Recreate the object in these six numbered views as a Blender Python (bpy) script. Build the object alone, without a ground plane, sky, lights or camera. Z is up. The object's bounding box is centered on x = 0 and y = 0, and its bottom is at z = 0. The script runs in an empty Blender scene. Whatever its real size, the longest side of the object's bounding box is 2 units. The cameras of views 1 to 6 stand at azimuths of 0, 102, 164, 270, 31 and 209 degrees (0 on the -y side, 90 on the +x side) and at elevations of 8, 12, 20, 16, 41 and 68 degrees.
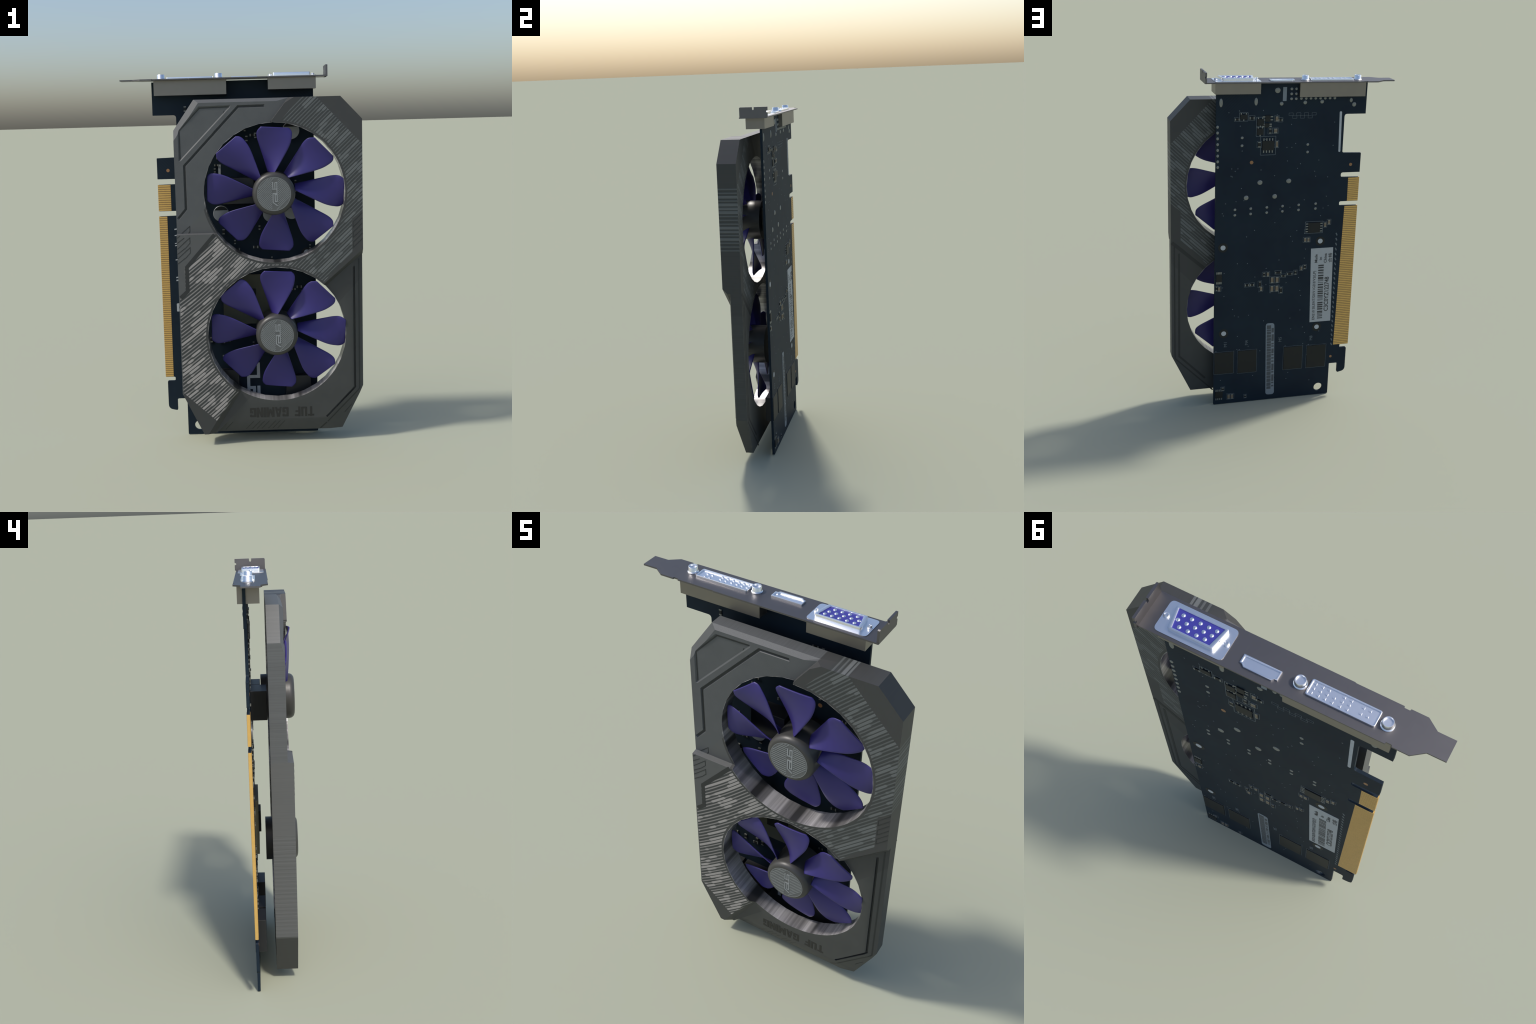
import bpy, bmesh, math, random
from mathutils import Vector, Matrix

random.seed(7)
COL = bpy.context.scene.collection

# ------------------------------------------------------------------ helpers
def new_obj(name, mesh, mat=None, parent=None):
    o = bpy.data.objects.new(name, mesh)
    COL.objects.link(o)
    if mat is not None:
        mesh.materials.append(mat)
    if parent is not None:
        o.parent = parent
    return o

def mesh_from(name, verts, faces):
    me = bpy.data.meshes.new(name)
    me.from_pydata([tuple(v) for v in verts], [], faces)
    bm = bmesh.new(); bm.from_mesh(me)
    bmesh.ops.recalc_face_normals(bm, faces=bm.faces)
    bm.to_mesh(me); bm.free()
    return me

def prism_mesh(name, pts, y0, y1, pts1=None):
    """solid between an x-z polygon at depth y0 and the same (or another) polygon at y1"""
    pts1 = pts1 or pts
    n = len(pts)
    v = [(p[0], y0, p[1]) for p in pts] + [(p[0], y1, p[1]) for p in pts1]
    f = [list(range(n)), list(range(2 * n - 1, n - 1, -1))]
    f += [[i, (i + 1) % n, n + (i + 1) % n, n + i] for i in range(n)]
    return mesh_from(name, v, f)

def zprism_mesh(name, pts, z0, z1, pts1=None):
    pts1 = pts1 or pts
    n = len(pts)
    v = [(p[0], p[1], z0) for p in pts] + [(p[0], p[1], z1) for p in pts1]
    f = [list(range(n)), list(range(2 * n - 1, n - 1, -1))]
    f += [[i, (i + 1) % n, n + (i + 1) % n, n + i] for i in range(n)]
    return mesh_from(name, v, f)

def hull_mesh(name, pts):
    bm = bmesh.new()
    for p in pts:
        bm.verts.new(p)
    r = bmesh.ops.convex_hull(bm, input=bm.verts)
    bmesh.ops.recalc_face_normals(bm, faces=bm.faces)
    me = bpy.data.meshes.new(name); bm.to_mesh(me); bm.free()
    return me

def box_mesh(name, x0, x1, y0, y1, z0, z1, bevel=0.0):
    me = prism_mesh(name, [(x0, z0), (x1, z0), (x1, z1), (x0, z1)], y0, y1)
    if bevel:
        bm = bmesh.new(); bm.from_mesh(me)
        bmesh.ops.bevel(bm, geom=bm.edges[:], offset=bevel, segments=2, profile=0.5, affect='EDGES')
        bm.to_mesh(me); bm.free()
    return me

def circle(cx, cz, r, n, a0=0.0):
    return [(cx + r * math.cos(a0 + 2 * math.pi * i / n), cz + r * math.sin(a0 + 2 * math.pi * i / n)) for i in range(n)]

def ellipse(cx, cz, rx, rz, n):
    return [(cx + rx * math.cos(2 * math.pi * i / n), cz + rz * math.sin(2 * math.pi * i / n)) for i in range(n)]

def rounded(pts, rad, seg=4):
    """round the corners of a polygon; rad is a number or one per corner"""
    out = []
    n = len(pts)
    for i, p in enumerate(pts):
        r = rad[i] if isinstance(rad, (list, tuple)) else rad
        P = Vector(p); A = Vector(pts[i - 1]); B = Vector(pts[(i + 1) % n])
        if r <= 0:
            out.append(tuple(P)); continue
        da = (A - P).normalized(); db = (B - P).normalized()
        ang = da.angle(db)
        t = min(r / math.tan(ang / 2), 0.49 * (A - P).length, 0.49 * (B - P).length)
        s = P + da * t; e = P + db * t
        for k in range(seg + 1):
            w = k / seg
            out.append(tuple(s * (1 - w) ** 2 + P * 2 * w * (1 - w) + e * w ** 2))
    return out

def join_meshes(name, meshes):
    bm = bmesh.new()
    for m in meshes:
        bm.from_mesh(m)
    me = bpy.data.meshes.new(name); bm.to_mesh(me); bm.free()
    for m in meshes:
        bpy.data.meshes.remove(m)
    return me

def boolean(obj, cutters, op='DIFFERENCE'):
    cs = []
    for me in cutters:
        c = bpy.data.objects.new("cutter", me); COL.objects.link(c); cs.append(c)
        m = obj.modifiers.new("cut", 'BOOLEAN'); m.operation = op; m.object = c; m.solver = 'EXACT'
    dg = bpy.context.evaluated_depsgraph_get()
    me = bpy.data.meshes.new_from_object(obj.evaluated_get(dg))
    obj.modifiers.clear()
    old = obj.data; obj.data = me; me.name = old.name
    bpy.data.meshes.remove(old)
    for c in cs:
        m = c.data; bpy.data.objects.remove(c); bpy.data.meshes.remove(m)

def smooth_by_angle(me, deg):
    bm = bmesh.new(); bm.from_mesh(me)
    lim = math.radians(deg)
    for f in bm.faces:
        f.smooth = True
    for e in bm.edges:
        e.smooth = e.is_manifold and e.calc_face_angle(0) < lim
    bm.to_mesh(me); bm.free()

def stroke(p, q, w):
    """rectangle (x-z polygon) along a segment"""
    P, Q = Vector(p), Vector(q)
    d = (Q - P).normalized(); n = Vector((-d.y, d.x)) * w / 2
    return [tuple(P + n), tuple(Q + n), tuple(Q - n), tuple(P - n)]

def strip_polys(pts, w):
    """one mitred ribbon polygon along a polyline"""
    P = [Vector(p) for p in pts]
    L, R = [], []
    for i, p in enumerate(P):
        d0 = (p - P[i - 1]).normalized() if i else (P[1] - p).normalized()
        d1 = (P[i + 1] - p).normalized() if i < len(P) - 1 else d0
        t = (d0 + d1).normalized(); n = Vector((-t.y, t.x))
        k = w / 2 / max(0.3, n.dot(Vector((-d0.y, d0.x))))
        L.append(tuple(p + n * k)); R.append(tuple(p - n * k))
    return L + R[::-1]

def lathe_y(name, prof, cx, cz, n=64, cap=True):
    """revolve (r, y) profile round an axis parallel to y"""
    v, f = [], []
    for r, y in prof:
        for i in range(n):
            a = 2 * math.pi * i / n
            v.append((cx + r * math.cos(a), y, cz + r * math.sin(a)))
    m = len(prof)
    for j in range(m - 1):
        for i in range(n):
            f.append([j * n + i, j * n + (i + 1) % n, (j + 1) * n + (i + 1) % n, (j + 1) * n + i])
    if cap:
        f.append(list(range(n))); f.append(list(range(m * n - 1, (m - 1) * n - 1, -1)))
    return mesh_from(name, v, f)

def lathe_z(name, prof, cx, cy, n=32):
    v, f = [], []
    for r, z in prof:
        for i in range(n):
            a = 2 * math.pi * i / n
            v.append((cx + r * math.cos(a), cy + r * math.sin(a), z))
    m = len(prof)
    for j in range(m - 1):
        for i in range(n):
            f.append([j * n + i, j * n + (i + 1) % n, (j + 1) * n + (i + 1) % n, (j + 1) * n + i])
    f.append(list(range(n))); f.append(list(range(m * n - 1, (m - 1) * n - 1, -1)))
    return mesh_from(name, v, f)

def text_mesh(name, body, width, height, depth, bold=0.0):
    """text as a mesh lying in its own x-y plane, centred, scaled to width x height"""
    cu = bpy.data.curves.new(name, 'FONT'); cu.body = body; cu.size = 1.0
    cu.extrude = 0.1; cu.offset = bold; cu.resolution_u = 3
    o = bpy.data.objects.new("text_helper", cu); COL.objects.link(o)
    dg = bpy.context.evaluated_depsgraph_get(); dg.update()
    me = bpy.data.meshes.new_from_object(o.evaluated_get(dg))
    bpy.data.objects.remove(o); bpy.data.curves.remove(cu)
    xs = [v.co.x for v in me.vertices]; ys = [v.co.y for v in me.vertices]
    x0, x1, y0, y1 = min(xs), max(xs), min(ys), max(ys)
    for v in me.vertices:
        v.co = Vector(((v.co.x - (x0 + x1) / 2) * width / (x1 - x0), (v.co.y - (y0 + y1) / 2) * height / (y1 - y0),
                       v.co.z / 0.1 * depth / 2))
    me.name = name
    return me

def place_text(me, centre, right, up):
    r = Vector(right).normalized(); u = Vector(up).normalized(); n = r.cross(u)
    M = Matrix((r, u, n)).transposed()
    c = Vector(centre)
    for v in me.vertices:
        v.co = M @ v.co + c
    return me

# ------------------------------------------------------------------ node helpers
class Nodes:
    def __init__(self, name):
        self.mat = bpy.data.materials.new(name); self.mat.use_nodes = True
        self.t = self.mat.node_tree
        self.b = self.t.nodes["Principled BSDF"]
        self.co = None
    def n(self, kind, **kw):
        x = self.t.nodes.new(kind)
        for k, v in kw.items():
            setattr(x, k, v)
        return x
    def put(self, sock, val):
        if hasattr(val, "links") or isinstance(val, bpy.types.NodeSocket):
            self.t.links.new(val, sock)
        else:
            sock.default_value = val
    def math(self, op, a, b=0.0, c=None):
        x = self.n('ShaderNodeMath', operation=op)
        self.put(x.inputs[0], a); self.put(x.inputs[1], b)
        if c is not None:
            self.put(x.inputs[2], c)
        return x.outputs[0]
    def coord(self):
        if self.co is None:
            self.co = self.n('ShaderNodeTexCoord').outputs['Object']
            s = self.n('ShaderNodeSeparateXYZ'); self.t.links.new(self.co, s.inputs[0])
            self.x, self.y, self.z = s.outputs
        return self.co
    def combine(self, a, b, c):
        x = self.n('ShaderNodeCombineXYZ')
        for i, v in enumerate((a, b, c)):
            self.put(x.inputs[i], v)
        return x.outputs[0]
    def noise(self, vec, scale, detail=2.0, rough=0.5):
        x = self.n('ShaderNodeTexNoise'); self.put(x.inputs['Vector'], vec)
        x.inputs['Scale'].default_value = scale; x.inputs['Detail'].default_value = detail
        x.inputs['Roughness'].default_value = rough
        return x.outputs['Fac']
    def maprange(self, v, a, b, c, d):
        x = self.n('ShaderNodeMapRange'); self.put(x.inputs[0], v)
        for i, k in enumerate((a, b, c, d)):
            x.inputs[i + 1].default_value = k
        return x.outputs[0]
    def mix(self, fac, a, b):
        x = self.n('ShaderNodeMix', data_type='RGBA')
        self.put(x.inputs[0], fac)
        for s, v in ((x.inputs[6], a), (x.inputs[7], b)):
            if isinstance(v, (tuple, list)):
                s.default_value = (v[0], v[1], v[2], 1)
            else:
                self.t.links.new(v, s)
        return x.outputs[2]
    def left_of(self, p, q):
        """1 where the x-z point lies left of the line p->q"""
        dx, dz = q[0] - p[0], q[1] - p[1]
        # cross(d, P-p) = dx*(z-pz) - dz*(x-px)
        a = self.math('MULTIPLY', self.z, dx)
        b = self.math('MULTIPLY', self.x, -dz)
        s = self.math('ADD', a, b)
        return self.math('GREATER_THAN', s, dx * p[1] - dz * p[0])
    def all(self, *m):
        r = m[0]
        for k in m[1:]:
            r = self.math('MULTIPLY', r, k)
        return r
    def any(self, *m):
        r = m[0]
        for k in m[1:]:
            r = self.math('MAXIMUM', r, k)
        return r
    def bump(self, h, strength, dist):
        x = self.n('ShaderNodeBump'); x.inputs['Strength'].default_value = strength
        x.inputs['Distance'].default_value = dist
        self.put(x.inputs['Height'], h)
        self.t.links.new(x.outputs[0], self.b.inputs['Normal'])
    def set(self, **kw):
        names = dict(base='Base Color', rough='Roughness', metal='Metallic', spec='Specular IOR Level',
                     coat='Coat Weight', coat_rough='Coat Roughness')
        for k, v in kw.items():
            s = self.b.inputs[names[k]]
            if isinstance(v, (tuple, list)):
                s.default_value = (v[0], v[1], v[2], 1)
            else:
                self.put(s, v)

def plain(name, base, rough=0.5, metal=0.0, spec=0.5, vary=0.12, scale=60.0):
    m = Nodes(name); c = m.coord()
    f = m.noise(c, scale, 3.0)
    lo = tuple(k * (1 - vary) for k in base); hi = tuple(min(1, k * (1 + vary)) for k in base)
    m.set(base=m.mix(f, lo, hi), rough=rough, metal=metal, spec=spec)
    return m.mat

# ------------------------------------------------------------------ materials
HOLE = [(0.166, 1.3485, 0.366, 0.3625), (0.165, 0.5965, 0.366, 0.3635)]   # centre and half axes
SH_R, SH_M, SH_S = 0.5, 0.0, 0.42

def radius(m, cx, cz, rx, rz):
    a = m.math('SUBTRACT', m.x, cx); b = m.math('MULTIPLY', m.math('SUBTRACT', m.z, cz), rx / rz)
    return m.math('SQRT', m.math('ADD', m.math('MULTIPLY', a, a), m.math('MULTIPLY', b, b)))
def bore(m, extra=0.0):
    """mask and colour of the fan opening walls: bright reflection streaks painted along the axis"""
    r = [radius(m, *h) for h in HOLE]
    wall = m.any(*[m.math('LESS_THAN', k, 0.3661 + extra) for k in r])
    flat = m.combine(m.x, 0.0, m.z)
    a = m.maprange(m.noise(flat, 9.0, 2.0, 0.5), 0.40, 0.56, 0.0, 1.0)
    b = m.maprange(m.noise(flat, 55.0, 3.0, 0.6), 0.3, 0.7, 0.0, 1.0)
    f = m.math('MULTIPLY', a, m.math('ADD', m.math('MULTIPLY', b, 0.7), 0.3))
    return wall, m.mix(f, (0.045, 0.045, 0.045), (0.60, 0.58, 0.58))
def shroud_material(name, tone):
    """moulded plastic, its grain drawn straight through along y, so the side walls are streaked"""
    m = Nodes(name); m.coord()
    flat = m.combine(m.x, 0.0, m.z)
    grain = m.noise(flat, 420.0, 2.0)
    wide = m.noise(flat, 16.0, 3.0, 0.6)
    f = m.maprange(grain, 0.3, 0.7, 0.0, 1.0)
    c = m.mix(f, tuple(k * 0.82 for k in tone), tuple(k * 1.16 for k in tone))
    w = m.maprange(wide, 0.35, 0.7, 0.0, 1.0)
    c = m.mix(m.math('MULTIPLY', w, 0.3), c, tuple(k * 1.3 for k in tone))
    wall, streak = bore(m)
    c = m.mix(wall, c, streak)
    m.set(base=c, rough=m.maprange(wall, 0, 1, SH_R, 0.3), metal=m.math('MULTIPLY', wall, 0.35), spec=SH_S)
    m.bump(grain, 0.12, 0.002)
    return m.mat

def ribbed_material(name, dark, light_near, light_far, plate):
    """diagonal ribs of changing width between plain fields"""
    m = Nodes(name); m.coord()
    flat = m.combine(m.x, 0.0, m.z)
    # ribs run up to the right; they flatten out toward the left edge
    bend = m.math('MINIMUM', m.math('ADD', m.x, 0.08), 0.0)
    rise = m.math('ADD', m.math('MULTIPLY', m.x, 0.95), m.math('MULTIPLY', m.math('MULTIPLY', bend, bend), 0.45))
    u = m.math('DIVIDE', m.math('SUBTRACT', m.z, rise), 0.0205)
    idx = m.math('FLOOR', u)
    w = m.math('FRACT', u)
    along = m.math('ADD', m.x, m.z)
    camo = m.noise(m.combine(m.math('MULTIPLY', along, 4.6), m.math('MULTIPLY', idx, 0.47), 0.0), 1.0, 1.5, 0.6)
    wide = m.maprange(camo, 0.525, 0.555, 0.0, 1.0)
    duty = m.math('ADD', 0.38, m.math('MULTIPLY', wide, 0.36))
    off = m.math('ABSOLUTE', m.math('SUBTRACT', w, 0.5))
    line = m.maprange(m.math('SUBTRACT', m.math('MULTIPLY', duty, 0.5), off), -0.05, 0.05, 0.0, 1.0)
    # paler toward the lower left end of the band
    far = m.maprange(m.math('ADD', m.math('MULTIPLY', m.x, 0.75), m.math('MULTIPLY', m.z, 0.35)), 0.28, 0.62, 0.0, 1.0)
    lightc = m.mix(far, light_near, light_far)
    speck = m.noise(flat, 300.0, 2.0)
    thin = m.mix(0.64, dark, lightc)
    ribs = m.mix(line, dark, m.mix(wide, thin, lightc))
    ribs = m.mix(m.math('MULTIPLY', m.maprange(speck, 0.4, 0.7, 0.0, 1.0), 0.25), ribs, dark)
    # plain fields on the raised band
    inv = lambda k: m.math('SUBTRACT', 1.0, k)
    claw = m.any(m.all(m.left_of((-0.31, 0.975), (-0.136, 1.143)), m.math('GREATER_THAN', m.z, 0.97), m.math('LESS_THAN', m.x, 0.0)),
                 m.all(m.math('LESS_THAN', m.x, -0.311), m.math('GREATER_THAN', m.z, 0.83), m.math('LESS_THAN', m.z, 1.2)),
                 m.all(m.left_of((-0.352, 0.793), (-0.311, 0.835)), m.math('LESS_THAN', m.z, 0.84), m.math('LESS_THAN', m.x, -0.30)))
    corner = m.any(inv(m.left_of((0.392, 1.832), (0.622, 1.590))) , 0.0)
    corner = m.left_of((0.622, 1.590), (0.392, 1.832))
    corner = inv(corner)
    slats = m.all(m.math('GREATER_THAN', m.x, 0.566), m.left_of((0.622, 1.247), (0.566, 1.206)), m.math('LESS_THAN', m.z, 1.3))
    foot = m.left_of((-0.17, 0.136), (-0.347, 0.300))
    brow = inv(m.left_of((0.41, 0.872), (0.566, 1.030)))
    heel = inv(m.left_of((-0.17, 0.136), (-0.041, 0.297)))
    heel = m.all(heel, m.math('LESS_THAN', m.z, 0.5))
    browm = m.all(brow, m.math('GREATER_THAN', m.x, 0.38), m.math('LESS_THAN', m.z, 1.3))
    left_margin = m.all(m.left_of((0.212, 1.725), (0.306, 1.832)), m.math('GREATER_THAN', m.z, 1.6))
    edge_margin = m.all(m.math('LESS_THAN', m.x, -0.3425), m.math('LESS_THAN', m.z, 0.82))
    darkfields = m.any(corner, slats, foot, browm, heel, left_margin)
    grain = m.noise(flat, 420.0, 2.0)
    pc = m.mix(grain, tuple(k * 0.85 for k in plate), tuple(k * 1.15 for k in plate))
    dc = m.mix(grain, tuple(k * 0.42 for k in plate), tuple(k * 0.58 for k in plate))
    c = m.mix(darkfields, ribs, dc)
    c = m.mix(m.any(claw, edge_margin), c, pc)
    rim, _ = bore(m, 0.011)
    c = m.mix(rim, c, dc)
    wall, streak = bore(m)
    c = m.mix(wall, c, streak)
    m.set(base=c, rough=m.maprange(wall, 0, 1, SH_R, 0.3), metal=m.math('MULTIPLY', wall, 0.35), spec=SH_S)
    m.bump(m.math('MULTIPLY', line, inv(m.any(darkfields, claw, rim))), 0.25, 0.002)
    return m.mat

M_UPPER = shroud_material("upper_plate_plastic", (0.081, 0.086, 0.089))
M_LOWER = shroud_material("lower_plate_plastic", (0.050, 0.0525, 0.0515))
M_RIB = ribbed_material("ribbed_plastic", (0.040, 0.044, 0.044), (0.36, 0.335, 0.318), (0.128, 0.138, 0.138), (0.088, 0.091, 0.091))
M_LINE = plain("dark_groove_paint", (0.020, 0.022, 0.022), 0.6)
M_LETTER = plain("dark_letter_paint", (0.016, 0.016, 0.014), 0.6)
M_BLADE = plain("purple_plastic", (0.033, 0.025, 0.150), 0.42, 0.0, 0.4, 0.04)
M_HUB = plain("hub_plastic", (0.043, 0.0425, 0.040), 0.42, 0.0, 0.5, 0.05)
M_EMB_D = plain("emblem_grey", (0.105, 0.11, 0.11), 0.5)
M_EMB_L = plain("emblem_pale_grey", (0.20, 0.212, 0.212), 0.5)
M_EMB_T = plain("emblem_letter_grey", (0.27, 0.285, 0.29), 0.5)
M_BLACK = plain("black_moulding", (0.012, 0.013, 0.015), 0.45)
M_CHIP = plain("chip_black", (0.0115, 0.0135, 0.0135), 0.55, 0.0, 0.3)
M_BRACKET = plain("bracket_steel", (0.155, 0.15, 0.155), 0.48, 1.0, 0.5, 0.05, 20)
M_CASE = plain("connector_case_steel", (0.24, 0.225, 0.205), 0.4, 0.9, 0.5, 0.05, 20)
M_CHROME = plain("bright_nickel", (0.93, 0.94, 0.96), 0.28, 1.0, 0.5, 0.02)
M_BLUE = plain("blue_insulator", (0.035, 0.035, 0.26), 0.45)
M_GOLD = plain("gold_plating", (0.66, 0.41, 0.12), 0.4, 0.35, 0.5, 0.1)
M_GOLD_D = plain("gold_gap_brown", (0.22, 0.14, 0.06), 0.5)
M_SOLDER = plain("solder_grey", (0.21, 0.22, 0.205), 0.38, 0.4, 0.5, 0.25, 200)
M_SILK = plain("silkscreen_white", (0.42, 0.45, 0.47), 0.6)
M_SILK_DIM = plain("silkscreen_grey", (0.10, 0.125, 0.14), 0.6)
M_STICKER = plain("sticker_paper", (0.38, 0.40, 0.41), 0.6, 0, 0.3, 0.05)
M_LABEL = plain("label_paper", (0.20, 0.235, 0.265), 0.6, 0, 0.3, 0.05)
M_INK = plain("sticker_ink", (0.045, 0.048, 0.05), 0.6)
M_INK_PALE = plain("label_ink", (0.06, 0.07, 0.08), 0.6)
M_COPPER = plain("copper_orange", (0.30, 0.15, 0.06), 0.5)
M_CERAMIC = plain("ceramic_tan", (0.17, 0.13, 0.085), 0.5)
M_OLIVE = plain("chip_substrate_olive", (0.10, 0.10, 0.065), 0.5)
M_CAN = plain("capacitor_aluminium", (0.30, 0.315, 0.33), 0.4, 0.3, 0.5, 0.1)

def board_material():
    m = Nodes("circuit_board_blue"); m.coord()
    flat = m.combine(m.x, 0.0, m.z)
    big = m.noise(flat, 5.0, 3.0, 0.55)
    # faint copper traces running under the lacquer
    wv = m.n('ShaderNodeTexWave', wave_type='BANDS', bands_direction='DIAGONAL', wave_profile='SIN')
    m.put(wv.inputs['Vector'], m.combine(m.x, m.z, 0.0))
    wv.inputs['Scale'].default_value = 38.0; wv.inputs['Distortion'].default_value = 3.0
    wv.inputs['Detail'].default_value = 1.0; wv.inputs['Detail Scale'].default_value = 0.6
    patch = m.maprange(m.noise(flat, 3.1, 1.0), 0.48, 0.6, 0.0, 1.0)
    tr = m.math('MULTIPLY', m.math('MULTIPLY', wv.outputs['Fac'], patch), 0.35)
    c = m.mix(m.maprange(big, 0.3, 0.7, 0, 1), (0.0085, 0.0155, 0.027), (0.0115, 0.023, 0.035))
    c = m.mix(tr, c, (0.014, 0.027, 0.036))
    m.set(base=c, rough=0.6, spec=0.15)
    return m.mat
M_BOARD = board_material()

# ------------------------------------------------------------------ root
root = bpy.data.objects.new("graphics_card", None)
COL.objects.link(root)
root["label"] = "dual fan graphics card with purple blades, dark shroud, steel bracket"
root["category"] = "graphics card"

# ================================================================== COOLER SHROUD
Y_BACK, Y_TOP, Y_UP, Y_LOW = -0.0055, -0.110, -0.082, -0.087
FAN = [(0.163, 1.346), (0.163, 0.600)]
outline = [(-0.347, 0.289), (-0.2375, 0.061), (0.510, 0.061), (0.622, 0.300), (0.622, 1.718),
           (0.512, 1.835), (-0.239, 1.835), (-0.347, 1.681)]
shroud = new_obj("cooler_shroud", prism_mesh("cooler_shroud", outline, Y_TOP, Y_BACK))

def ext(front, floor, yf):
    """cutter whose wall passes through `front` at the band's face and `floor` at depth yf"""
    k = (-0.2 - yf) / (Y_TOP - yf)
    far = [(b[0] + (a[0] - b[0]) * k, b[1] + (a[1] - b[1]) * k) for a, b in zip(front, floor)]
    return prism_mesh("cutter", far, -0.2, yf, floor)

cut_upper = ext([(-0.6, 1.143), (0.16, 1.143), (0.160, 1.72), (0.276, 1.835), (0.351, 1.91), (0.351, 2.0), (-0.6, 2.0)],
                [(-0.6, 1.147), (0.16, 1.147), (0.157, 1.72), (0.248, 1.835), (0.307, 1.91), (0.307, 2.0), (-0.6, 2.0)], Y_UP)
cut_lower = hull_mesh("cutter", [(x, Y_LOW, z) for x, z in [(0.70, 1.090), (0.43, 0.854), (0.16, 0.6), (0.005, 0.245), (-0.165, 0.067), (-0.2, 0.03), (-0.2, -0.02), (0.9, -0.02), (0.9, 1.09)]] +
                      [(x, -0.2, z) for x, z in [(0.70, 1.190), (0.38, 0.93), (0.16, 0.64), (-0.13, 0.40), (-0.36, 0.05), (-0.36, -0.02), (0.9, -0.02), (0.9, 1.19)]])
# the lower plate falls away toward its right, lower right and bottom edges: each is y = y0 + k * (distance past a line)
FALL = [((0.560, 0.0), (1, 0), 0.320), ((0.420, 0.134), (0.717, -0.697), 0.330), ((0.0, 0.127), (0, -1), 0.345)]
def low_y(x, z):
    """front surface of the lower plate"""
    return max([Y_LOW] + [Y_LOW + k * ((x - p[0]) * n[0] + (z - p[1]) * n[1]) for p, n, k in FALL])
def fall_cutter(pts):
    """solid in front of one falling plane; pts are x-z corners"""
    return pts
def fall_hull(i, pts):
    p, n, k = FALL[i]
    f = lambda x, z: Y_LOW + k * ((x - p[0]) * n[0] + (z - p[1]) * n[1])
    return hull_mesh("cutter", [(x, f(x, z), z) for x, z in pts] + [(x, -0.2, z) for x, z in pts])
falls = [fall_hull(0, [(0.558, 0.963), (0.75, 1.133), (0.75, -0.05), (0.558, -0.05)]),
         fall_hull(1, [(0.418, 0.137), (0.75, 0.478), (0.75, -0.1), (0.25, -0.1), (0.22, -0.06)]),
         fall_hull(2, [(-0.106, 0.129), (0.75, 0.129), (0.75, -0.1), (-0.324, -0.1)])]
# chamfered rim of the upper plate
cut_top = hull_mesh("cutter", [(-0.6, -0.063, 1.837), (0.262, -0.063, 1.837), (-0.6, -0.084, 1.816), (0.180, -0.084, 1.816), (-0.6, -0.2, 1.816),
                               (0.180, -0.2, 1.816), (-0.6, -0.2, 1.9), (0.262, -0.2, 1.9), (-0.6, -0.063, 1.9), (0.262, -0.063, 1.9)])
d = Vector((0.108, 0.154)).normalized(); nrm = Vector((d.y, -d.x))
A = Vector((-0.347, 1.681)) - d * 0.06; B = Vector((-0.239, 1.835)) + d * 0.05
i0 = A + nrm * 0.033 + d * 0.01; i1 = B + nrm * 0.033
cut_cham = hull_mesh("cutter", [(A.x, -0.064, A.y), (B.x, -0.064, B.y), (i0.x, -0.0835, i0.y), (i1.x, -0.0835, i1.y),
                                (A.x, -0.2, A.y), (B.x, -0.2, B.y), (i0.x, -0.2, i0.y), (i1.x, -0.2, i1.y),
                                (A.x - 0.2, -0.064, A.y + 0.14), (A.x - 0.2, -0.2, A.y + 0.14), (B.x - 0.2, -0.064, B.y + 0.14), (B.x - 0.2, -0.2, B.y + 0.14)])
boolean(shroud, [cut_upper, cut_lower])
for c in falls:
    boolean(shroud, [c])
boolean(shroud, [cut_top, cut_cham])
boolean(shroud, [prism_mesh("cutter", ellipse(*HOLE[0], 32), -0.3, 0.1)])
boolean(shroud, [prism_mesh("cutter", ellipse(*HOLE[1], 32), -0.3, 0.1)])

# pressed pocket and channels
def groove(poly, y, depth, inset):
    """cutter with sloping walls: `poly` at the surface, shrunk toward its own middle line at the floor"""
    return poly, y, depth, inset
def shrink(poly, dlt):
    out = []
    n = len(poly)
    area = sum(poly[i][0] * poly[(i + 1) % n][1] - poly[(i + 1) % n][0] * poly[i][1] for i in range(n))
    sgn = 1 if area > 0 else -1
    for i in range(n):
        p = Vector(poly[i]); a = Vector(poly[i - 1]); b = Vector(poly[(i + 1) % n])
        d0 = (p - a).normalized(); d1 = (b - p).normalized()
        n0 = Vector((-d0.y, d0.x)) * sgn; n1 = Vector((-d1.y, d1.x)) * sgn
        k = (n0 + n1); k = k / max(0.25, k.length_squared) * 2
        out.append(tuple(p + k * dlt))
    return out
def sunk(poly, y, depth, inset):
    fl = shrink(poly, inset)
    up = shrink(poly, -inset * 0.02 / depth)
    return prism_mesh("cutter", up, y - 0.02, y + depth, fl)

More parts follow.
